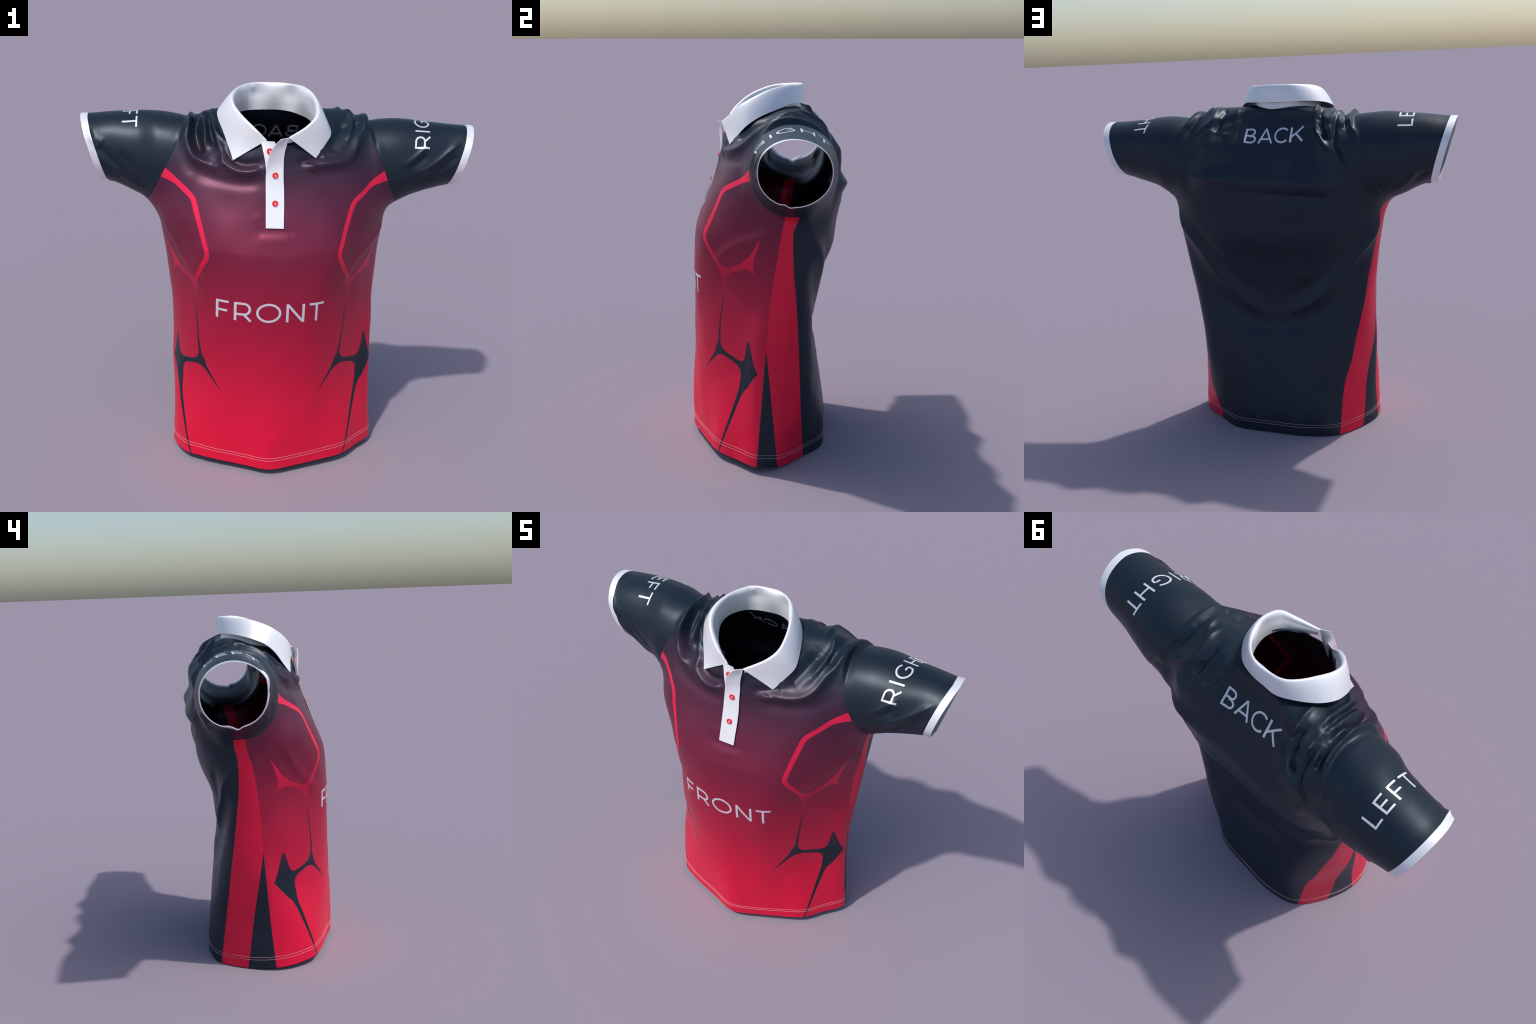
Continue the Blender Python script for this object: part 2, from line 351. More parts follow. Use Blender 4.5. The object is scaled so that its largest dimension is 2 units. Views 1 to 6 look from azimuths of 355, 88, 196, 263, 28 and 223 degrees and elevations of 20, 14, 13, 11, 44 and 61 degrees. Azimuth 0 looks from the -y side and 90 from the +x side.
def drape(V, Q, E):
    N = normals(V, Q)
    h = np.zeros(len(V))
    for kind, pts, amp, w in FOLDS:
        C = catmull(pts, 8)
        C = resample(C, int(np.linalg.norm(np.diff(C, axis=0), axis=1).sum() / (.22 * w)) + 12)
        lo, hi = C.min(0) - 3 * w, C.max(0) + 3 * w
        k = np.where(((V > lo) & (V < hi)).all(1))[0]
        d = np.linalg.norm(V[k][:, None] - C[None], axis=2)
        j = d.argmin(1)
        t = j / (len(C) - 1)
        end = np.minimum(1, np.minimum(t, 1 - t) / .18)
        taper = .25 + .75 * end * end * (3 - 2 * end)
        dist = d[np.arange(len(k)), j]
        if amp > 0 and kind not in ("armpit_drape", "cuff_tuck", "chest_crease"):     # crisp crest with long flanks
            shape = np.exp(-(np.sqrt(dist**2 + (.22 * w) ** 2) - .22 * w) / (.62 * w))
            if kind == "neck_pleat":
                shape = .4 * shape + .6 * np.exp(-(dist / w) ** 2)
        else:
            shape = np.exp(-(dist / w) ** 2)
        h[k] += amp * shape * taper
    # the shoulder cloth stands proud of the sleeve along the top of the armhole
    for side, amp in ((1, .026), (-1, .012)):
        s = sleeve_line(V, side)
        top = smoothstep(1.66, 1.76, V[:, 2])
        step = smoothstep(-.011, .009, s)
        h += top * ((1 - step) * amp * np.exp(-(s / .05) ** 2) - step * .006 * np.exp(-(s / .03) ** 2))
        h -= .0022 * np.exp(-(s / .006) ** 2) * smoothstep(1.25, 1.4, V[:, 2])
        # faint unevenness of hanging cloth
    rng = np.random.default_rng(7)
    for _ in range(7):
        k = rng.normal(0, 1, 3) * np.array([1, 1, .7])
        k *= rng.uniform(22, 45) / np.linalg.norm(k)
        h += .00055 * np.sin(V @ k + rng.uniform(0, 6.3))
    V = V + N * h[:, None]
    return relax(V, E, 1, .5)

# ----------------------------------------------------------------------------- cutting
def split(A, T, s):
    """cut triangles T (rows of vertex table A) where the per-vertex value s changes sign"""
    s = np.where(np.abs(s) < 1e-6, 1e-6, s)
    neg = s[T] < 0
    n = neg.sum(1)
    keep_n, keep_p = T[n == 3], T[n == 0]
    M = T[(n == 1) | (n == 2)]
    if not len(M):
        return A, keep_n, keep_p
    ng = s[M] < 0
    lone_neg = ng.sum(1) == 1
    lone = np.where(lone_neg, ng.argmax(1), (~ng).argmax(1))
    r = np.arange(len(M))
    a, b, c = M[r, lone], M[r, (lone + 1) % 3], M[r, (lone + 2) % 3]
    E = np.sort(np.vstack([np.stack([a, b], 1), np.stack([a, c], 1)]), 1)
    U, inv = np.unique(E, axis=0, return_inverse=True)
    inv = inv.ravel() + len(A)
    t = (s[U[:, 0]] / (s[U[:, 0]] - s[U[:, 1]]))[:, None]
    A2 = np.vstack([A, A[U[:, 0]] * (1 - t) + A[U[:, 1]] * t])
    ab, ac = inv[:len(M)], inv[len(M):]
    tip = np.stack([a, ab, ac], 1)
    rest = np.vstack([np.stack([ab, b, c], 1), np.stack([ab, c, ac], 1)])
    lr = np.r_[lone_neg, lone_neg]
    return A2, np.vstack([keep_n, tip[lone_neg], rest[~lr]]), np.vstack([keep_p, tip[~lone_neg], rest[lr]])

def boundary_edges(T):
    e = np.stack([T, np.roll(T, -1, 1)], 2).reshape(-1, 2)
    key = np.sort(e, 1)
    U, inv, cnt = np.unique(key, axis=0, return_inverse=True, return_counts=True)
    return e[cnt[inv.ravel()] == 1]

def polygon_distance(p, poly):
    """signed distance in plan to a closed polygon, negative inside"""
    d2, inside = np.full(len(p), 9.0), np.zeros(len(p), bool)
    for a, b in zip(poly, np.roll(poly, -1, 0)):
        e, w = b - a, p - a
        t = np.clip((w @ e) / (e @ e), 0, 1)
        d2 = np.minimum(d2, ((w - t[:, None] * e) ** 2).sum(1))
        cr = (a[1] > p[:, 1]) != (b[1] > p[:, 1])
        with np.errstate(divide="ignore", invalid="ignore"):
            xi = a[0] + (p[:, 1] - a[1]) * e[0] / e[1]
        inside ^= cr & (p[:, 0] < xi)
    return np.where(inside, -1, 1) * np.sqrt(d2)

HEM_Y = [-.45, -.42, -.28, -.02, .12, .3, .4]
HEM_Z = [.035, .036, .040, .015, .004, .001, .001]
def hem_height(p):
    x, y = p[:, 0], p[:, 1]
    return np.interp(y, HEM_Y, HEM_Z) + .013 * smoothstep(.2, .5, x) * np.exp(-((y + .09) / .1) ** 2)

CUFF = .036
def cuff_end(p):
    x, y, z = p[:, 0], p[:, 1], p[:, 2]
    right = x - (.998 - .26 * (1.75 - z) - .12 * np.clip(.06 - y, 0, .2))
    left = -x - (.998 - .30 * (1.75 - z) - .05 * np.clip(.15 - y, 0, .2))
    return np.where(z > 1.2, np.where(x > 0, right, left), -1.0)

# seam lines of the side panels: height -> y, (wearer's left, wearer's right)
FRONT_EDGE = {1: [(1.80, .10), (1.40, .066), (1.326, .054), (1.135, .024), (.889, -.011), (.652, -.032), (.346, -.057), (.0, -.086)],
              -1: [(1.80, .14), (1.40, .140), (1.302, .128), (1.149, .086), (.954, .059), (.685, .041), (.351, .018), (.0, -.012)]}
WEDGE_EDGE = {1: [(.654, -.0320), (.423, -.010), (.0, .027)], -1: [(.688, .0412), (.386, .087), (.0, .140)]}
BACK_EDGE = {1: [(1.50, .10), (1.40, .118), (1.34, .12), (1.248, .097), (1.077, .101), (.873, .119), (.604, .136), (.295, .15), (.0, .17)],
             -1: [(1.50, .14), (1.40, .205), (1.307, .190), (1.196, .166), (1.072, .162), (.893, .176), (.754, .191), (.543, .215), (.285, .243), (.0, .280)]}

def edge_y(table, p):
    def one(side):
        t = np.array(sorted(table[side]))
        return pchip(t[:, 0], t[:, 1:2], np.clip(p[:, 2], t[0, 0], t[-1, 0]))[:, 0]
    k = smoothstep(-.1, .1, p[:, 0])
    return one(1) * k + one(-1) * (1 - k)

# collar: foot of the stand, fold line, and free edge of the leaf, from the wearer's right front round the back
COLLAR = [
    ((-.085, -.205, 1.690), (-.082, -.212, 1.722), (-.239, -.183, 1.615)),
    ((-.128, -.172, 1.715), (-.135, -.195, 1.772), (-.258, -.145, 1.665)),
    ((-.178, -.112, 1.745), (-.200, -.145, 1.826), (-.287, -.090, 1.738)),
    ((-.212, -.057, 1.770), (-.238, -.085, 1.868), (-.308, -.035, 1.783)),
    ((-.232, .010, 1.790), (-.243, -.020, 1.898), (-.310, .030, 1.812)),
    ((-.222, .075, 1.800), (-.220, .050, 1.919), (-.275, .100, 1.833)),
    ((-.172, .133, 1.808), (-.178, .122, 1.928), (-.195, .165, 1.843)),
    ((-.120, .157, 1.810), (-.132, .164, 1.932), (-.120, .198, 1.843)),
    ((-.060, .168, 1.810), (-.060, .178, 1.933), (-.050, .197, 1.842)),
    ((.005, .170, 1.810), (.010, .176, 1.933), (.020, .192, 1.842)),
    ((.060, .152, 1.806), (.068, .145, 1.931), (.095, .168, 1.842)),
    ((.105, .103, 1.800), (.115, .090, 1.931), (.155, .110, 1.838)),
    ((.143, .020, 1.792), (.152, .010, 1.914), (.200, .040, 1.815)),
    ((.153, -.050, 1.778), (.169, -.070, 1.880), (.230, -.050, 1.780)),
    ((.135, -.122, 1.755), (.164, -.145, 1.838), (.238, -.120, 1.735)),
    ((.095, -.166, 1.738), (.121, -.187, 1.796), (.200, -.164, 1.684)),
    ((.018, -.226, 1.728), (.018, -.242, 1.742), (.158, -.203, 1.635)),
]

def neck_polygon():
    foot = np.array([c[0][:2] for c in COLLAR])
    c = np.array([-.03, -.02])
    ring = foot + (foot - c) / np.linalg.norm(foot - c, axis=1, keepdims=True) * .009
    ring[0], ring[1] = (-.075, -.195), (-.12, -.165)
    ring[-1], ring[-2], ring[-3] = (.01, -.20), (.085, -.158), (.128, -.11)
    ring = np.vstack([ring, [(-.012, -.222), (-.035, -.245), (-.055, -.222)]])

    return catmull(ring, 8, closed=True)

# ----------------------------------------------------------------------------- objects
def mesh_object(name, V, faces, material, parent, N=None, smooth=True):
    me = bpy.data.meshes.new(name)
    me.from_pydata(np.asarray(V).tolist(), [], [list(map(int, f)) for f in faces])
    if smooth:
        me.polygons.foreach_set("use_smooth", np.ones(len(me.polygons), bool))
    if N is not None:
        me.normals_split_custom_set_from_vertices(np.asarray(N).tolist())
    me.materials.append(material)
    ob = bpy.data.objects.new(name, me)
    bpy.context.scene.collection.objects.link(ob)
    ob.parent = parent
    return ob

def cloth_object(name, A, T, rim, material, parent, thick=CLOTH):
    """give a cut piece of the surface its thickness; rim: set of free edges to close"""
    used, inv = np.unique(T, return_inverse=True)
    t = inv.reshape(T.shape)
    P, N = A[used, :3], A[used, 3:]
    N = N / np.maximum(np.linalg.norm(N, axis=1, keepdims=True), 1e-9)
    n = len(P)
    V, NN = [P, P - N * thick], [N, -N]
    faces = [t, t[:, ::-1] + n]
    be = boundary_edges(t)
    be = be[[tuple(sorted((int(used[a]), int(used[b])))) in rim for a, b in be]] if len(be) else be
    quads = np.zeros((0, 4), int)
    if len(be):
        idx, k = np.unique(be, return_inverse=True)
        k = k.reshape(be.shape)
        e = P[be[:, 1]] - P[be[:, 0]]
        fn = np.cross(e, N[be[:, 0]])
        rn = np.zeros((len(idx), 3))
        for c in (0, 1):
            np.add.at(rn, k[:, c], fn)
        rn /= np.maximum(np.linalg.norm(rn, axis=1, keepdims=True), 1e-9)
        o1 = 2 * n; o2 = o1 + len(idx)
        V += [P[idx], (P - N * thick)[idx]]; NN += [rn, rn]
        quads = np.stack([k[:, 1] + o1, k[:, 0] + o1, k[:, 0] + o2, k[:, 1] + o2], 1)
    F = [list(f) for f in np.vstack(faces)] + [list(q) for q in quads]
    return mesh_object(name, np.vstack(V), F, material, parent, np.vstack(NN))

def sheet_object(name, G, thick, material, parent, closed=False):
    """a thick sheet from a grid of points G[row][column]; thickness goes behind the surface"""
    G = np.asarray(G, float)
    m, n = G.shape[:2]
    P = G.reshape(-1, 3)
    idx = np.arange(m * n).reshape(m, n)
    Q = np.stack([idx[:-1, :-1], idx[:-1, 1:], idx[1:, 1:], idx[1:, :-1]], 2).reshape(-1, 4)
    N = normals(P, Q)
    T = np.vstack([Q[:, [0, 1, 2]], Q[:, [0, 2, 3]]])
    rim = {tuple(sorted(map(int, e))) for e in boundary_edges(T)}
    return cloth_object(name, np.hstack([P, N]), T, rim, material, parent, thick)

# ----------------------------------------------------------------------------- materials
class Nodes:
    def __init__(self, name):
        self.mat = bpy.data.materials.new(name)
        self.mat.use_nodes = True
        self.t = self.mat.node_tree
        self.t.nodes.clear()
        self.coord = self.new("ShaderNodeTexCoord").outputs["Object"]
        sep = self.new("ShaderNodeSeparateXYZ")
        self.link(self.coord, sep.inputs[0])
        self.x, self.y, self.z = sep.outputs
    def new(self, kind, **props):
        n = self.t.nodes.new(kind)
        for k, v in props.items():
            setattr(n, k, v)
        return n
    def link(self, a, b):
        if hasattr(a, "default_value") and hasattr(a, "is_linked"):
            self.t.links.new(a, b)
        else:
            b.default_value = a
    def math(self, op, *args, clamp=False):
        n = self.new("ShaderNodeMath", operation=op, use_clamp=clamp)
        for i, a in enumerate(args):
            self.link(a, n.inputs[i])
        return n.outputs[0]
    def vec(self, op, *args):
        n = self.new("ShaderNodeVectorMath", operation=op)
        k = 0
        for a in args:
            if op == "SCALE" and k == 1:
                self.link(a, n.inputs["Scale"])
            else:
                self.link(a, n.inputs[k])
            k += 1
        return n.outputs["Value"] if op in ("DOT_PRODUCT", "LENGTH", "DISTANCE") else n.outputs["Vector"]
    def ramp(self, fac, stops):
        n = self.new("ShaderNodeValToRGB")
        cr = n.color_ramp
        while len(cr.elements) < len(stops):
            cr.elements.new(.5)
        for e, (pos, col) in zip(cr.elements, stops):
            e.position = pos
            e.color = (*col, 1)
        self.link(fac, n.inputs[0])
        return n.outputs[0]
    def mix(self, fac, a, b):
        n = self.new("ShaderNodeMix", data_type="RGBA")
        self.link(fac, n.inputs["Factor"])
        for v, s in ((a, n.inputs["A"]), (b, n.inputs["B"])):
            self.link((*v, 1) if isinstance(v, tuple) else v, s)
        return n.outputs["Result"]
    def finish(self, colour, rough=.42, spec=.5, metal=0, sheen=0, bump=.0, weave=900, coat=0):
        b = self.new("ShaderNodeBsdfPrincipled")
        self.link((*colour, 1) if isinstance(colour, tuple) else colour, b.inputs["Base Color"])
        b.inputs["Roughness"].default_value = rough
        b.inputs["Specular IOR Level"].default_value = spec
        b.inputs["Metallic"].default_value = metal
        b.inputs["Sheen Weight"].default_value = sheen
        b.inputs["Coat Weight"].default_value = coat
        if bump:
            tex = self.new("ShaderNodeTexNoise")
            tex.inputs["Scale"].default_value = weave
            tex.inputs["Detail"].default_value = 2
            self.link(self.coord, tex.inputs["Vector"])
            bn = self.new("ShaderNodeBump")
            bn.inputs["Strength"].default_value = bump
            bn.inputs["Distance"].default_value = .001
            self.link(tex.outputs["Fac"], bn.inputs["Height"])
            self.link(bn.outputs[0], b.inputs["Normal"])
        out = self.new("ShaderNodeOutputMaterial")
        self.t.links.new(b.outputs[0], out.inputs[0])
        return self.mat

NAVY = (.013, .024, .038)
SHINE = .45            # the satin yarn: part of its reflection takes the colour of the dye

WHITE = (.80, .80, .82)
ROUGH = .43

def plain(name, colour, **kw):
    return Nodes(name).finish(colour, **kw)

# printed strokes on the front, as a path network in (u, z); u runs round the flank from front to side.
# each: start, end, radius at start, radius at end
def network(A, A2, B, C, D, F, E, G, H, H2, I, J, K, W, M, N, L, P):
    """chains of (u, z, radius): shoulder line with two rounded bends, spur, its barb, stem, lower tip, web, spike, leg"""
    def bend(p, q, t, k=.085):
        p, q, t = map(np.array, (p, q, t))
        a = q + (p - q) * min(.5, k * .4 / np.linalg.norm(p - q)); b = q + (t - q) * min(.5, k * .4 / np.linalg.norm(t - q))
        return [tuple(a * (1 - s) ** 2 + q * 2 * s * (1 - s) + b * s * s) for s in (0, .33, .67, 1)]
    w = .0125
    line = [(*A, .026), (*A2, .0135)] + [(*p, w) for p in bend(A2, B, C) + bend(B, C, D)] + [(*D, .010)]
    W2 = (W[0] - .026, W[1] - .020)
    leg = lambda t: (L[0] + (P[0] - L[0]) * t, L[1] + (P[1] - L[1]) * t)
    return [line, [(*D, .010), (*E, .017), (*F, .0)], [(*E, .017), (*G, .0)], [(*D, .012), (*H, .0065), (*H2, .0055), (*I, .010)],
            [(*I, .013), (*J, .0)], [(*I, .011), (*K, .0145), (*W2, .024)],
            [(*N, .0), (*W, .029), (*M, .0), (*W, .030), (*W2, .034), (W[0] - .046, W[1] - .085, .0225), (*L, .0135), (*leg(.5), .008), (*P, .0035)],
            [(*N, .0), (W[0] - .040, W[1] - .085, .027)], [(*M, .0), (*W2, .036)]]

STROKES = {1: network((.290, 1.527), (.225, 1.498), (.078, 1.432), (-.047, 1.183), (.082, 1.010), (.334, 1.220), (.247, 1.078), (.279, 1.015), (.076, .90), (.050, .74),
                      (.033, .590), (-.101, .443), (.165, .553), (.272, .545), (.253, .672), (.3085, .528), (.190, .375), (.066, .02)),
           -1: network((.372, 1.520), (.290, 1.487), (.166, 1.430), (.030, 1.173), (.139, 1.0), (.405, 1.201), (.307, 1.061), (.339, 1.007), (.133, .89), (.110, .73),
                       (.0955, .578), (-.049, .437), (.220, .540), (.312, .528), (.304, .656), (.3455, .506), (.237, .355), (.114, .015))}

def front_material():
    m = Nodes("front_print")
    z = m.math("DIVIDE", m.z, 2.0)
    ground = m.ramp(z, [(.0, (1., .0085, .062)), (.12, (.98, .0085, .060)), (.25, (.79, .009, .057)), (.36, (.58, .010, .053)), (.47, (.40, .012, .051)),
                        (.58, (.25, .016, .053)), (.70, (.140, .020, .054)), (.79, (.050, .022, .046)), (.85, NAVY)])
    line = m.ramp(z, [(.0, NAVY), (.27, NAVY), (.36, (.065, .020, .046)), (.42, (.18, .014, .052)), (.46, (.42, .011, .055)), (.50, (.56, .011, .058)), (.56, (.86, .013, .068)), (.62, (1., .017, .082)), (.80, (1., .018, .088))])
    masks = []
    group = stroke_group()
    for side, strokes in STROKES.items():
        u = m.math("MULTIPLY", m.math("ADD", m.math("MULTIPLY", m.x, float(side)), m.y), .70711)
        cv = m.new("ShaderNodeCombineXYZ")
        m.link(u, cv.inputs[0]); m.link(m.z, cv.inputs[1])
        total = None
        for chain in strokes:
            one = None
            for (ua, za, ra), (ub, zb, rb) in zip(chain, chain[1:]):
                g = m.new("ShaderNodeGroup", node_tree=group)
                m.link(cv.outputs[0], g.inputs[0])
                g.inputs[1].default_value = (ua, za, 0)
                g.inputs[2].default_value = (ub, zb, 0)
                g.inputs[3].default_value = ra
                g.inputs[4].default_value = rb
                one = g.outputs[0] if one is None else m.math("MINIMUM", one, g.outputs[0])
            total = one if total is None else m.math("SMOOTH_MIN", total, one, .058)

        masks.append(total)
    d = m.math("MINIMUM", *masks)
    fac = m.math("DIVIDE", m.math("SUBTRACT", .0006, d), .0012, clamp=True)
    return m.finish(m.mix(fac, ground, line), rough=ROUGH, metal=SHINE)

def stroke_group():
    g = bpy.data.node_groups.new("tapered_stroke", "ShaderNodeTree")
    for nm, kind, io in (("P", "NodeSocketVector", "INPUT"), ("A", "NodeSocketVector", "INPUT"), ("B", "NodeSocketVector", "INPUT"),
                         ("Start", "NodeSocketFloat", "INPUT"), ("End", "NodeSocketFloat", "INPUT"), ("Distance", "NodeSocketFloat", "OUTPUT")):
        g.interface.new_socket(nm, in_out=io, socket_type=kind)
    m = Nodes.__new__(Nodes)
    m.t = g
    i = m.new("NodeGroupInput").outputs
    ap, ab = m.vec("SUBTRACT", i[0], i[1]), m.vec("SUBTRACT", i[2], i[1])
    t = m.math("DIVIDE", m.vec("DOT_PRODUCT", ap, ab), m.vec("DOT_PRODUCT", ab, ab), clamp=True)
    d = m.vec("DISTANCE", ap, m.vec("SCALE", ab, t))
    r = m.math("ADD", i[3], m.math("MULTIPLY", t, m.math("SUBTRACT", i[4], i[3])))
    o = m.new("NodeGroupOutput")
    m.link(m.math("SUBTRACT", d, r), o.inputs[0])
    return g

# ----------------------------------------------------------------------------- lettering
def arc(cx, cy, rx, ry, a0, a1, n=22):
    t = np.radians(np.linspace(a0, a1, n))
    return [(cx + rx * math.cos(k), cy + ry * math.sin(k)) for k in t]

def glyph(ch):
    """centre lines of a wide, thin sans-serif capital, cap height 1: (advance width, strokes)"""
    if ch == "F": return .60, [[(.06, 0), (.06, 1)], [(.11, .95), (.60, .95)], [(.11, .47), (.54, .47)]]
    if ch == "E": return .62, [[(.06, 0), (.06, 1)], [(.11, .95), (.60, .95)], [(.11, .51), (.55, .51)], [(.11, .05), (.62, .05)]]
    if ch == "L": return .58, [[(.06, 0), (.06, 1)], [(.11, .05), (.58, .05)]]
    if ch == "T": return .76, [[(0, .95), (.76, .95)], [(.38, 0), (.38, .90)]]
    if ch == "I": return .12, [[(.06, 0), (.06, 1)]]
    if ch == "H": return .82, [[(.06, 0), (.06, 1)], [(.76, 0), (.76, 1)], [(.11, .50), (.71, .50)]]
    if ch == "N": return .86, [[(.06, 0), (.06, 1)], [(.80, 0), (.80, 1)], [(.09, .95), (.77, .05)]]
    if ch == "A": return .96, [[(.05, 0), (.48, .985)], [(.91, 0), (.48, .985)], [(.21, .28), (.75, .28)]]
    if ch == "K": return .76, [[(.06, 0), (.06, 1)], [(.10, .36), (.74, .99)], [(.33, .57), (.76, .01)]]
    if ch == "O": return 1.22, [arc(.61, .5, .555, .465, 90, 450, 48)]
    if ch == "C": return .98, [arc(.56, .5, .51, .465, 45, 315, 34)]
    if ch == "G": return 1.02, [arc(.56, .5, .51, .465, 45, 318, 34) + [(.955, .30), (.955, .47)], [(.90, .47), (.62, .47)]]
    if ch == "R": return .80, [[(.06, 0), (.06, 1)], [(.11, .95), (.46, .95)] + arc(.46, .655, .265, .295, 85, -90, 16) + [(.11, .36)], [(.48, .33), (.78, 0)]]
    if ch == "B": return .78, [[(.06, 0), (.06, 1)], [(.11, .95), (.42, .95)] + arc(.42, .735, .22, .215, 85, -90, 14) + [(.11, .52)],
                               [(.30, .47)] + [(.46, .47)] + arc(.46, .26, .26, .21, 85, -90, 14) + [(.11, .05)]]
    raise ValueError(ch)

def ribbon(path, width, step):
    P = np.asarray(path, float)
    P = resample(P, max(3, int(np.linalg.norm(np.diff(P, axis=0), axis=1).sum() / step) + 1)) if len(P) < 4 else P
    if len(P) >= 4:
        keep = [P[0]]
        for q in P[1:]:
            L = np.linalg.norm(q - keep[-1])
            n = max(1, int(round(L / step)))
            a = keep[-1]
            keep += [a + (q - a) * (k + 1) / n for k in range(n)]
        P = np.array(keep)
    D = np.gradient(P, axis=0)
    D /= np.linalg.norm(D, axis=1, keepdims=True)
    S = np.stack([-D[:, 1], D[:, 0]], 1)
    return [P + S * width * k for k in (-.5, -.17, .17, .5)]

def letter(ch, place, cast, size, material, parent, weight=.115, inner=.0048):
    """place: glyph coordinates -> ray; cast: ray -> point and normal of the cloth"""
    V, F, NN = [], [], []
    for i, path in enumerate(glyph(ch)[1]):
        rows = ribbon(path, weight, .08)
        top, bot, nn = [], [], []
        for row in rows:
            hits = [cast(*place(g)) for g in row]
            top.append([p + n * (.0010 + .00022 * i) for p, n in hits])
            bot.append([p - n * (inner + .00022 * i) for p, n in hits])
            nn.append([n for p, n in hits])
        m = len(rows[0]); k = len(rows)
        base = len(V)
        V += [q for row in top for q in row] + [q for row in bot for q in row]
        id_ = lambda r, c, s=0: base + s * m * k + r * m + c
        for r in range(k - 1):
            for c in range(m - 1):
                F.append([id_(r, c), id_(r, c + 1), id_(r + 1, c + 1), id_(r + 1, c)][::-1])
                F.append([id_(r, c, 1), id_(r, c + 1, 1), id_(r + 1, c + 1, 1), id_(r + 1, c, 1)])
        ring = [(0, c) for c in range(m)] + [(r, m - 1) for r in range(1, k)] + [(k - 1, c) for c in range(m - 2, -1, -1)] + [(r, 0) for r in range(k - 2, 0, -1)]
        for a, b in zip(ring, ring[1:] + ring[:1]):
            F.append([id_(*a), id_(*b), id_(*b, 1), id_(*a, 1)])
    ob = mesh_object("letter", V, F, material, parent, smooth=False)
    return ob

# ----------------------------------------------------------------------------- build
def empty(name):
    e = bpy.data.objects.new(name, None)
    bpy.context.scene.collection.objects.link(e)
    return e

